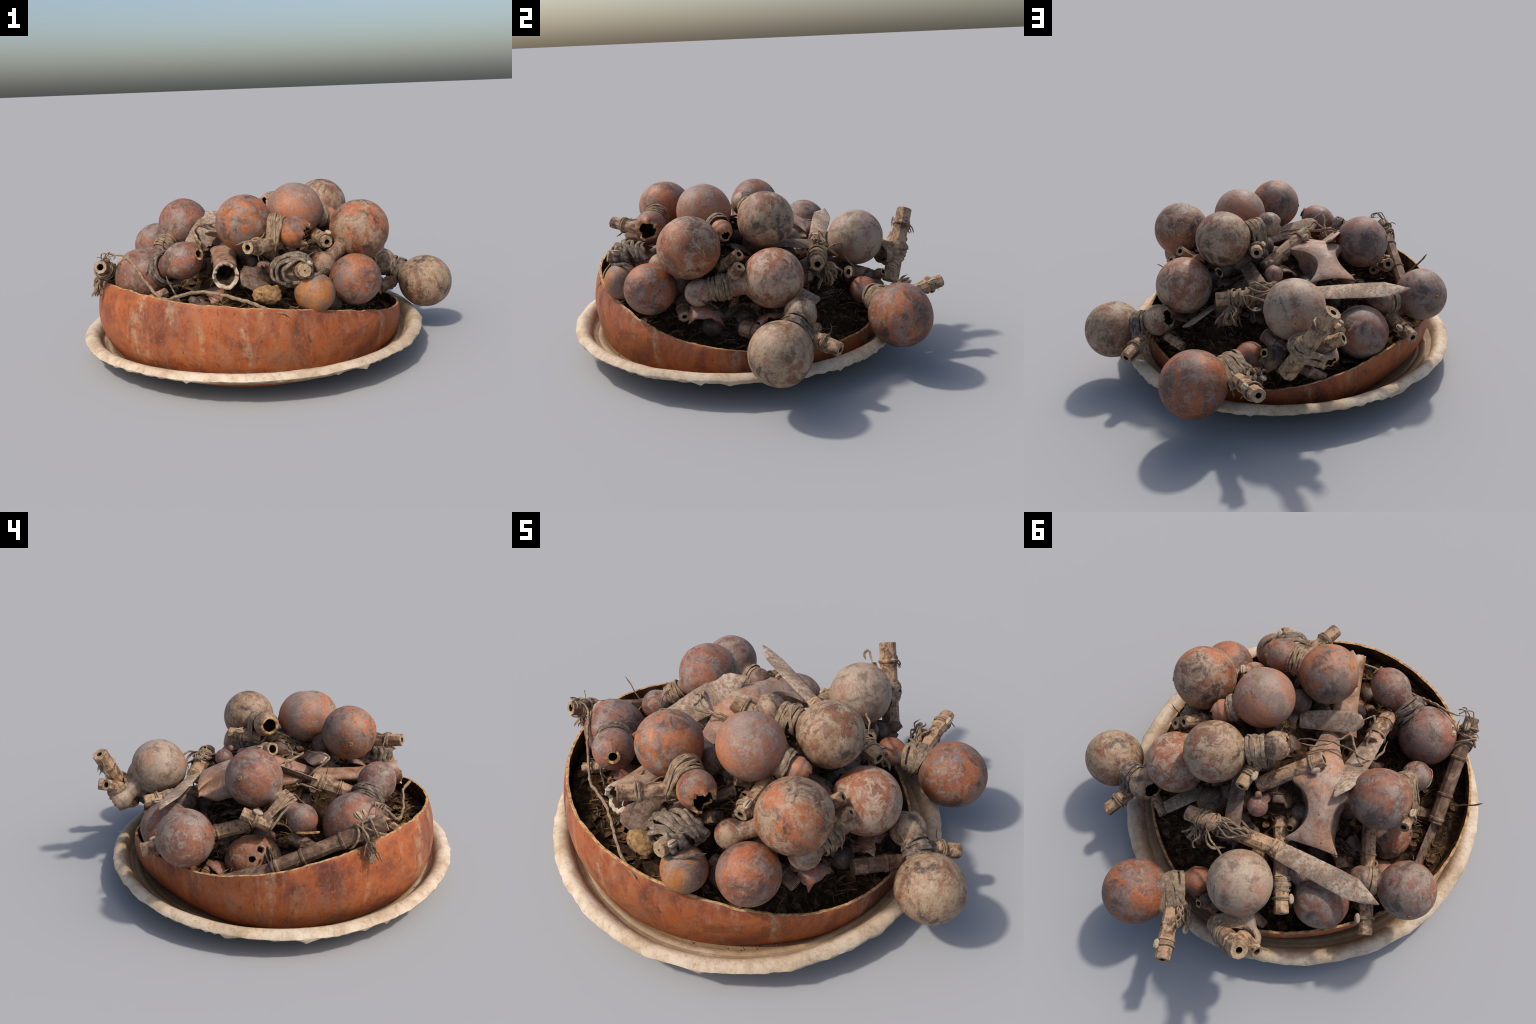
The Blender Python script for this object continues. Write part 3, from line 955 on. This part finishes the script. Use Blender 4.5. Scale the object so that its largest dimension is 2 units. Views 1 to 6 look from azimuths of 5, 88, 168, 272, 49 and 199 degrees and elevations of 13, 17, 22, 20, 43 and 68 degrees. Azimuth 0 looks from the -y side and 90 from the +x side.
# small stalked gourd in the middle
e = thing("small_gourd", (0.046, 0.213, 0.51), "tiny pink-brown gourd with a short stalk", "gourd")
gourd_body(e, (0.046, 0.213, 0.560), 0.048, c2=(0.054, 0.176, 0.612), r2=0.016, neck=0.014, kind="mauve", seed=15)

# half gourd with holes: like a mask, lying against the wall
e = thing("gourd_mask", (-0.58, 0.05, 0.20), "half gourd with two holes and a gnawed edge", "gourd shell")
B = Build()
rings = []
mc, up = V((-0.555, 0.055, 0.262)), V((-0.50, -0.05, 0.85)).normalized()
dd, m1, m2 = frame(up)
for i in range(19):
    ph = 0.5 * math.pi * i / 18
    ring = []
    for k in range(60):
        a = k * TAU / 60
        rag = (0.02 * nz((math.cos(a), math.sin(a), 1), 6) if i > 16 else 0)
        q = m1 * (0.135 * math.sin(ph) * math.cos(a)) + m2 * (0.115 * math.sin(ph) * math.sin(a)) + dd * (0.125 * math.cos(ph) - rag - (0.02 if i == 18 else 0))
        ring.append(mc + q * (1 + 0.03 * nz(mc + q, 9)))
    rings.append(ring)
B.grid(rings, cap0=True)
o = B.obj("shell", [skin("russet", 31)], e, mc)
s = o.modifiers.new("thickness", "SOLIDIFY")
s.thickness, s.offset = 0.010, -1
cutters = []
for look in ((-0.62, -0.30, 0.72), (-0.80, 0.02, 0.42)):
    lv = V(look).normalized()
    k_ = 1 / math.sqrt((lv.dot(m1) / 0.135) ** 2 + (lv.dot(m2) / 0.115) ** 2 + (lv.dot(dd) / 0.125) ** 2)
    at = mc + lv * k_
    bm = bmesh.new()
    bmesh.ops.create_icosphere(bm, subdivisions=3, radius=0.017)
    me = bpy.data.meshes.new("cutter")
    for v in bm.verts:
        v.co *= 1 + 0.25 * nz(v.co + at, 60)
    bm.to_mesh(me)
    bm.free()
    co = bpy.data.objects.new("cutter", me)
    bpy.context.collection.objects.link(co)
    co.location = at
    cutters.append(co)
    bo = o.modifiers.new("eye", "BOOLEAN")
    bo.object, bo.operation, bo.solver = co, "DIFFERENCE", "EXACT"
bpy.context.view_layer.update()
dg = bpy.context.evaluated_depsgraph_get()
me = bpy.data.meshes.new_from_object(o.evaluated_get(dg))
o.modifiers.clear()
o.data = me
for co in cutters:
    bpy.data.objects.remove(co)

# ------------------------------------------------------------------ saddle-shaped bone in the middle
e = thing("saddle_bone", (-0.22, 0.05, 0.45), "smooth hourglass bone with deep scooped sides", "bone")
B = Build()
# along, centre x, centre y, ridge height, half width, side depth, undercut
STN = [(-0.165, -0.255, 0.562, 0.035, 0.05, 0.7), (-0.175, -0.16, 0.600, 0.058, 0.07, 0.75), (-0.19, -0.07, 0.628, 0.092, 0.10, 0.78), (-0.205, 0.0, 0.645, 0.126, 0.12, 0.75), (-0.212, 0.045, 0.652, 0.147, 0.125, 0.66),
       (-0.216, 0.072, 0.652, 0.150, 0.13, 0.70), (-0.220, 0.088, 0.650, 0.112, 0.13, 0.90), (-0.228, 0.122, 0.646, 0.074, 0.14, 1.15), (-0.236, 0.18, 0.636, 0.056, 0.14, 1.45), (-0.238, 0.23, 0.618, 0.060, 0.13, 1.40), (-0.238, 0.272, 0.596, 0.084, 0.085, 1.20),
       (-0.236, 0.302, 0.576, 0.112, 0.050, 1.0), (-0.235, 0.316, 0.562, 0.126, 0.034, 1.0)]
rings = []
for cx, cy, zr, w, dep, cut in STN:
    top = []
    for k in range(25):
        u = k / 12 - 1
        a = abs(u)
        sg = 1 if u > 0 else -1
        if a < 0.55:
            x, z = w * a / 0.55, zr - 0.022 * (a / 0.55) ** 2
        else:
            f = (a - 0.55) / 0.45
            x, z = w * (1 - (1 - cut) * math.sin(f * math.pi * 0.5)) - 0.020 * math.sin(f * math.pi), zr - 0.022 - dep * f
        p = V((cx + sg * x, cy + 0.02 * (sg * x) * -1, z))
        top.append(p + V((nz(p, 12), nz(p, 12, 3), nz(p, 12, 5))) * 0.003)
    rings.append(top)
dens = []
for j in range(25):
    dens.append(catmull([r[j] for r in rings], 4))
rings = [[dens[j][i] for j in range(25)] for i in range(len(dens[0]))]
B.grid(rings, closed_u=False)
o = B.obj("bone_body", M["bone"], e, (-0.22, 0.05, 0.55), angle=28)
o.data.materials[0] = skin("saddle", 41)
s = o.modifiers.new("thickness", "SOLIDIFY")
s.thickness, s.offset = 0.010, 0
# hollow long bone, broken across, pointing to the front
e = thing("long_bone", (-0.19, -0.5, 0.48), "hollow broken long bone with a pale ragged end", "bone")
B = Build()
a, b = V((-0.155, -0.685, 0.527)), V((-0.215, -0.24, 0.548))
d, e1, e2 = frame(b - a)
rings, mats = [], []
for i in range(22):
    t = i / 21
    ring = []
    for k in range(40):
        an = k * TAU / 40
        rx, rz = 0.061 - 0.010 * math.sin(math.pi * t) + 0.012 * t, 0.030 + 0.029 * math.exp(-(t / 0.22) ** 2)
        w = (0.030 * nz((math.cos(an), math.sin(an), 2), 3) - 0.018 * math.sin(an)) * (1 - t) ** 4
        ring.append(a + (b - a) * t + d * w + e1 * (rx * math.cos(an)) + e2 * (rz * math.sin(an) * (1 + 0.12 * nz((math.cos(an), t * 3, 0), 2))))
    rings.append(ring)
rings.reverse()
mats = [0] * 21
for sc, dt, m in ((0.90, -0.001, 1), (0.72, 0.012, 1), (0.66, 0.06, 2), (0.55, 0.15, 2)):
    cen = a + d * dt
    ring = []
    for k in range(40):
        q = rings[21][k] - a
        ax_ = d * q.dot(d)
        ring.append(a + ax_ + d * dt + (q - ax_) * (sc * (1 + 0.08 * nz((k * 0.7, sc, 0), 1))))
    rings.append(ring)
    mats.append(m)
B.grid(rings, mat=mats, cap0=True, cap1=True)
pale = fibre("broken_bone_edge", (0.28, 0.19, 0.13), (0.45, 0.34, 0.25), (0.56, 0.46, 0.36))
B.obj("bone_shaft", [M["bone"], pale, M["hollow"]], e, (a + b) / 2, angle=50)

# ------------------------------------------------------------------ knives
e = thing("knife", (-0.1, 0.36, 0.49), "long pointed iron knife with a corded cane handle", "knife")
reed(e, (-0.10, 0.366, 0.515), (0.355, 0.322, 0.500), 0.038, 0.016, nodes=(0.05, 0.5), ring_at=0.86, seed=21, name="handle")
blade(e, (-0.08, 0.365, 0.515), (-0.589, 0.472, 0.547), (0.05, 0.35, 1), [(0, 0.042, 0.040), (0.3, 0.050, 0.046), (0.6, 0.056, 0.048), (0.76, 0.056, 0.046), (0.9, 0.026, 0.026), (1, 0.002, 0.002)], 0.012, seed=1)
binding(e, (0.22, 0.335, 0.505), (1, -0.1, 0), 0.040, 0.12, 9, 0.006, mat="cord", flat=0.6, tilt=0.35, seed=21, tails=1)
tassel(e, (0.28, 0.36, 0.48), (0.1, 0.3, -0.6), 0.10, 0.030, 18, "cord", 21)
rope(e, [(0.24, 0.37, 0.53), (0.20, 0.42, 0.55), (0.13, 0.47, 0.53), (0.12, 0.49, 0.46), (0.10, 0.55, 0.39), (0.07, 0.66, 0.33)], 0.006, seed=22)
rope(e, [(0.17, 0.34, 0.55), (0.23, 0.40, 0.53), (0.20, 0.44, 0.49), (0.14, 0.42, 0.47)], 0.007, "bark", seed=23, flat=0.4)
tassel(e, (0.03, 0.355, 0.545), (1, -0.1, -0.1), 0.16, 0.028, 22, "bark", 23, "frayed_strip")

e = thing("knife", (-0.33, -0.15, 0.57), "broad leaf-pointed rusty iron knife", "knife")
reed(e, (-0.36, -0.235, 0.575), (-0.405, -0.42, 0.522), 0.042, 0.015, nodes=(0.3, 0.7), ring_at=0.25, seed=24, name="handle")
blade(e, (-0.368, -0.26, 0.572), (-0.275, 0.111, 0.688), (0.55, -0.30, 0.80), [(0, 0.054, 0.052), (0.35, 0.068, 0.064), (0.70, 0.074, 0.070), (0.86, 0.054, 0.030), (1, 0.004, 0.004)], 0.012, seed=2)

e = thing("knife", (-0.17, -0.26, 0.57), "round-ended pitted iron spatula blade", "knife")
blade(e, (-0.01, -0.247, 0.585), (-0.302, -0.289, 0.652), (0.25, 0.55, 0.85), [(0, 0.04, 0.04), (0.5, 0.05, 0.048), (0.85, 0.047, 0.045), (0.95, 0.034, 0.030), (1, 0.010, 0.010)], 0.014, seed=3)

e = thing("knife", (0.4, 0.2, 0.33), "grey blunt iron blade slid under the gourds", "knife")
blade(e, (0.26, 0.08, 0.405), (0.500, 0.293, 0.352), (0.50, -0.10, 0.85), [(0, 0.05, 0.05), (0.5, 0.048, 0.046), (0.95, 0.044, 0.042), (1, 0.036, 0.036)], 0.010, seed=4)

e = thing("knife", (0.14, 0.26, 0.5), "brown rusted iron blade standing on edge", "knife")
blade(e, (0.170, 0.09, 0.575), (0.125, 0.385, 0.530), (0.25, 0.35, 0.8), [(0, 0.034, 0.034), (0.6, 0.042, 0.040), (0.93, 0.045, 0.038), (1, 0.038, 0.022)], 0.012, "darkiron", seed=5)

e = thing("knife", (-0.04, -0.62, 0.47), "rounded dark iron spatula end", "knife")
blade(e, (0.04, -0.52, 0.50), (-0.075, -0.715, 0.497), (0.55, -0.45, 0.7), [(0, 0.03, 0.03), (0.3, 0.055, 0.055), (0.6, 0.066, 0.066), (0.85, 0.052, 0.052), (0.95, 0.030, 0.030), (1, 0.012, 0.012)], 0.016, "darkiron", seed=6)

e = thing("knife", (-0.765, -0.15, 0.33), "dark rusted machete with a jointed cane handle", "machete")
reed(e, (-0.760, -0.04, 0.320), (-0.785, -0.525, 0.540), 0.036, 0.016, nodes=(0.04, 0.27, 0.62), mat="darkcane", ring_at=0.9, shell=(0.3, 0, 0.9), seed=25, name="handle")
blade(e, (-0.762, -0.06, 0.322), (-0.742, 0.20, 0.235), (-0.75, 0.1, 0.65), [(0, 0.032, 0.032), (0.5, 0.040, 0.040), (1, 0.044, 0.044)], 0.010, "darkiron", seed=7)
binding(e, (-0.78, -0.43, 0.495), (-0.025, -0.485, 0.22), 0.038, 0.10, 4, 0.005, mat="cord", tilt=0.4, seed=25, tails=1)
cowrie(e, (-0.715, -0.415, 0.545), (0.3, 0.5, 0.6), (-0.8, 0.3, 0.4), 26)
cowrie(e, (-0.70, -0.44, 0.548), (0.2, 0.3, 0.8), (-0.8, 0.3, 0.4), 27)
tassel(e, (-0.815, -0.455, 0.475), (-0.05, -0.1, -1), 0.10, 0.020, 16, "cord", 25)
for k in range(3):
    a = k * 1.1
    rope(e, [(-0.79, -0.47, 0.555), (-0.76 + 0.02 * math.cos(a), -0.50 - 0.01 * k, 0.605), (-0.74 + 0.03 * math.sin(a), -0.53 + 0.012 * k, 0.60 - 0.005 * k), (-0.72, -0.54 + 0.015 * k, 0.575)], 0.0035, seed=30 + k)
rope(e, [(-0.75, -0.50, 0.58), (-0.70, -0.49, 0.585), (-0.649, -0.505, 0.575), (-0.59, -0.555, 0.52), (-0.538, -0.594, 0.462), (-0.49, -0.625, 0.42), (-0.446, -0.650, 0.409), (-0.37, -0.675, 0.435), (-0.284, -0.69, 0.455), (-0.20, -0.705, 0.45), (-0.10, -0.74, 0.435), (-0.018, -0.772, 0.418), (0.057, -0.785, 0.388), (0.11, -0.79, 0.378), (0.144, -0.805, 0.365)], 0.0085, seed=41, wob=0.005)

# wooden tube lying on the saddle bone, tied to the knives
e = thing("wooden_tube", (-0.06, 0.03, 0.6), "faceted wooden tube tied with string", "wooden tube")
reed(e, (0.075, 0.117, 0.562), (-0.183, -0.050, 0.681), 0.036, 0.02, nodes=(), sides=10, ring_at=0.83, shell=(-0.3, 0.9, 0.3), seed=31, name="tube", mat="cane2")
rope(e, [(-0.02, -0.10, 0.66), (-0.10, -0.13, 0.665), (-0.20, -0.15, 0.66), (-0.28, -0.14, 0.655), (-0.34, -0.11, 0.67), (-0.40, -0.12, 0.64)], 0.008, "bark", seed=33, flat=0.4, wob=0.008)
rope(e, [(-0.03, -0.11, 0.645), (-0.13, -0.11, 0.66), (-0.22, -0.17, 0.665), (-0.26, -0.20, 0.68), (-0.31, -0.13, 0.665), (-0.37, -0.07, 0.655), (-0.41, -0.10, 0.625)], 0.006, "cord", seed=34, wob=0.008)
rope(e, [(-0.24, -0.22, 0.69), (-0.33, -0.31, 0.69), (-0.345, -0.30, 0.66), (-0.34, -0.23, 0.60), (-0.355, -0.17, 0.575), (-0.40, -0.165, 0.57), (-0.42, -0.21, 0.575), (-0.43, -0.28, 0.545)], 0.006, "cord", seed=35, wob=0.008)

# knobbly yellow pod at the front
e = thing("seed_pod", (0.025, -0.70, 0.40), "knobbly yellow-brown pod with a small hole", "seed pod")
B = Build()
rings = []
pc, (pd, p1, p2) = V((0.03, -0.695, 0.437)), frame((0.9, 0.35, -0.05))
for i in range(25):
    u = math.pi * i / 24
    ring = []
    for k in range(32):
        a = k * TAU / 32
        q = pd * (math.cos(u) * 0.068) + (p1 * math.cos(a) + p2 * math.sin(a)) * (math.sin(u) * (0.044 + 0.006 * math.cos(u)) + 0.0002)
        w = pc + q
        q = q * (1 + 0.20 * nz(w, 26) + 0.16 * nz(w, 58))
        hole = (w - V((-0.005, -0.734, 0.447))).length
        if hole < 0.010:
            q = q * 0.72
        ring.append(pc + q)
    rings.append(ring)
B.grid(rings, cap0=True, cap1=True)
B.obj("pod", M["seed"], e, pc)

# odd reeds and stubs that poke out of the litter
for k, (p, q, r, m) in enumerate((
        ((0.30, 0.20, 0.40), (0.243, 0.298, 0.405), 0.030, "cane"),
        ((-0.55, -0.62, 0.385), (-0.46, -0.55, 0.415), 0.026, "cane"),
        ((-0.66, -0.24, 0.36), (-0.60, -0.12, 0.40), 0.030, "darkcane"),
        ((0.02, 0.60, 0.26), (-0.12, 0.655, 0.20), 0.028, "darkcane"),
        ((0.52, 0.30, 0.24), (0.60, 0.22, 0.27), 0.024, "cane2"),
        ((0.10, 0.62, 0.33), (0.18, 0.655, 0.30), 0.040, "darkcane"))):
    t = thing("reed_stub", p, "short cut end of cane tube", "cane tube")
    reed(t, p, q, r, r * 0.35, nodes=(0.5,), sides=8, mat=m, seed=60 + k, name="tube")

# shards, husks and bark that pack the gaps of the heap
g = random.Random(77)
SH = []
for v in range(4):
    B = Build()
    rings = []
    for i in range(9):
        u = i / 8 - 0.5
        ring = []
        for k in range(9):
            w_ = k / 8 - 0.5
            edge = 1 - 0.45 * abs(nz((u * 3, w_ * 3, v), 1.3))
            x, y = u * 0.13 * edge, w_ * (0.10 + 0.02 * v) * edge
            ring.append(V((x, y, -5.5 * (x * x + y * y) + 0.006 * nz((u, w_, v), 4))))
        rings.append(ring)
    B.grid(rings, closed_u=False)
    o = B.obj("gourd_shard", skin("shadow_darkened" if v < 3 else "mauve", 50 + v), None, (0, 0, 0))
    m_ = o.modifiers.new("thickness", "SOLIDIFY")
    m_.thickness = 0.009
    SH.append(o)
for v in range(2):
    B = Build()
    for k in range(14):
        a = g.uniform(0, TAU)
        p = V((g.uniform(-0.02, 0.02), g.uniform(-0.03, 0.03), g.uniform(-0.015, 0.015)))
        pts = [p + V((t * 0.09, 0.02 * math.sin(a + 2 * t), 0.02 * math.cos(a + 3 * t))) + V((g.uniform(-1, 1), g.uniform(-1, 1), g.uniform(-1, 1))) * 0.010 for t in (-1, -0.5, 0, 0.5, 1)]
        sweep(B, catmull(pts, 4), g.uniform(0.005, 0.010), 6, flat=0.4, taper=True)
    o = B.obj("bark_wad", M["husk"], None, (0, 0, 0))
    SH.append(o)
for v in range(2):
    o = reed(None, (-0.06, 0, 0), (0.06, 0, 0), 0.030, 0.012, nodes=(0.4,), sides=8, mat="darkcane", seed=80 + v, name="cane_offcut")
    SH.append(o)
for v in range(2):
    o = gourd_body(None, (0, 0, 0), 0.055, c2=(0.085, 0, 0.01), r2=0.03, neck=0.026, hole=0.02, kind=("shadow_darkened", "shadow_darkened")[v], seed=90 + v, snout=0.004)
    o.name = "small_gourd_neck"
    SH.append(o)
first = list(SH)
used = set()
spots = []
tries = 0
while len(spots) < 100 and tries < 4000:
    tries += 1
    th, f = g.uniform(0, TAU), math.sqrt(g.uniform(0, 0.62))
    x, y = BOWL_C.x + 0.77 * f * math.cos(th), BOWL_C.y + 0.74 * f * math.sin(th)
    if all(math.hypot(x - a, y - b) > 0.062 for a, b in spots):
        spots.append((x, y))
spots = [(x, y) for x, y in spots if math.hypot(x + 0.35, y + 0.35) > 0.16 and math.hypot(x + 0.09, y + 0.18) > 0.09 and math.hypot(x - 0.44, y - 0.23) > 0.12 and math.hypot(x - 0.29, y - 0.47) > 0.13]
spots = [(x, y, fill_z(x, y) + 0.012, 1.0) for x, y in spots]
for x, y, z in ((0.03, -0.32, 0.63), (0.30, -0.05, 0.60), (0.38, -0.11, 0.57), (0.10, -0.07, 0.645), (0.20, 0.03, 0.60), (0.30, 0.22, 0.42), (0.10, 0.30, 0.44),
                (-0.45, 0.25, 0.33), (-0.36, 0.24, 0.37), (0.32, -0.50, 0.37), (0.36, -0.34, 0.46), (-0.05, -0.52, 0.50), (0.05, -0.50, 0.53), (0.24, -0.33, 0.58), (-0.02, 0.42, 0.38), (0.06, -0.10, 0.60), (0.45, -0.06, 0.35), (0.52, 0.06, 0.315), (0.44, 0.08, 0.34), (0.09, 0.55, 0.36), (0.11, 0.63, 0.33), (0.0, 0.60, 0.34), (0.50, -0.20, 0.38)):
    for m in range(2):
        spots.append((x + g.uniform(-0.02, 0.02), y + g.uniform(-0.02, 0.02), z - 0.03 * m, 1.15))
for k, (x, y, z, big) in enumerate(spots):
    src = first[k % len(first)]
    if src.name in used:
        o = src.copy()
        bpy.context.collection.objects.link(o)
    else:
        o = src
        used.add(src.name)
    o.location = (x, y, z)
    o.rotation_euler = (g.uniform(-0.7, 0.7), g.uniform(-0.7, 0.7), g.uniform(0, TAU))
    q = g.uniform(0.75, 1.2) * big
    o.scale = (q, q, q)
    wad = "wad" in o.name
    kind = o.name.split(".")[0]
    o["label"], o["category"] = {
        "bark_wad": ("tangled wad of dry bark strips", "bark fibre"),
        "gourd_shard": ("curved broken piece of gourd rind", "gourd shard"),
        "cane_offcut": ("short jointed piece of brown cane", "cane tube"),
        "small_gourd_neck": ("small broken-off neck of a gourd", "gourd shard")}[kind]

# dry twig at the left rim
t = thing("twig", (-0.80, -0.135, 0.34), "thin dry twig sticking over the rim", "twig")
rope(t, [(-0.79, -0.135, 0.34), (-0.84, -0.14, 0.375), (-0.89, -0.142, 0.42), (-0.936, -0.147, 0.463)], 0.0055, "straw", "stem", seed=50, flat=0.5)
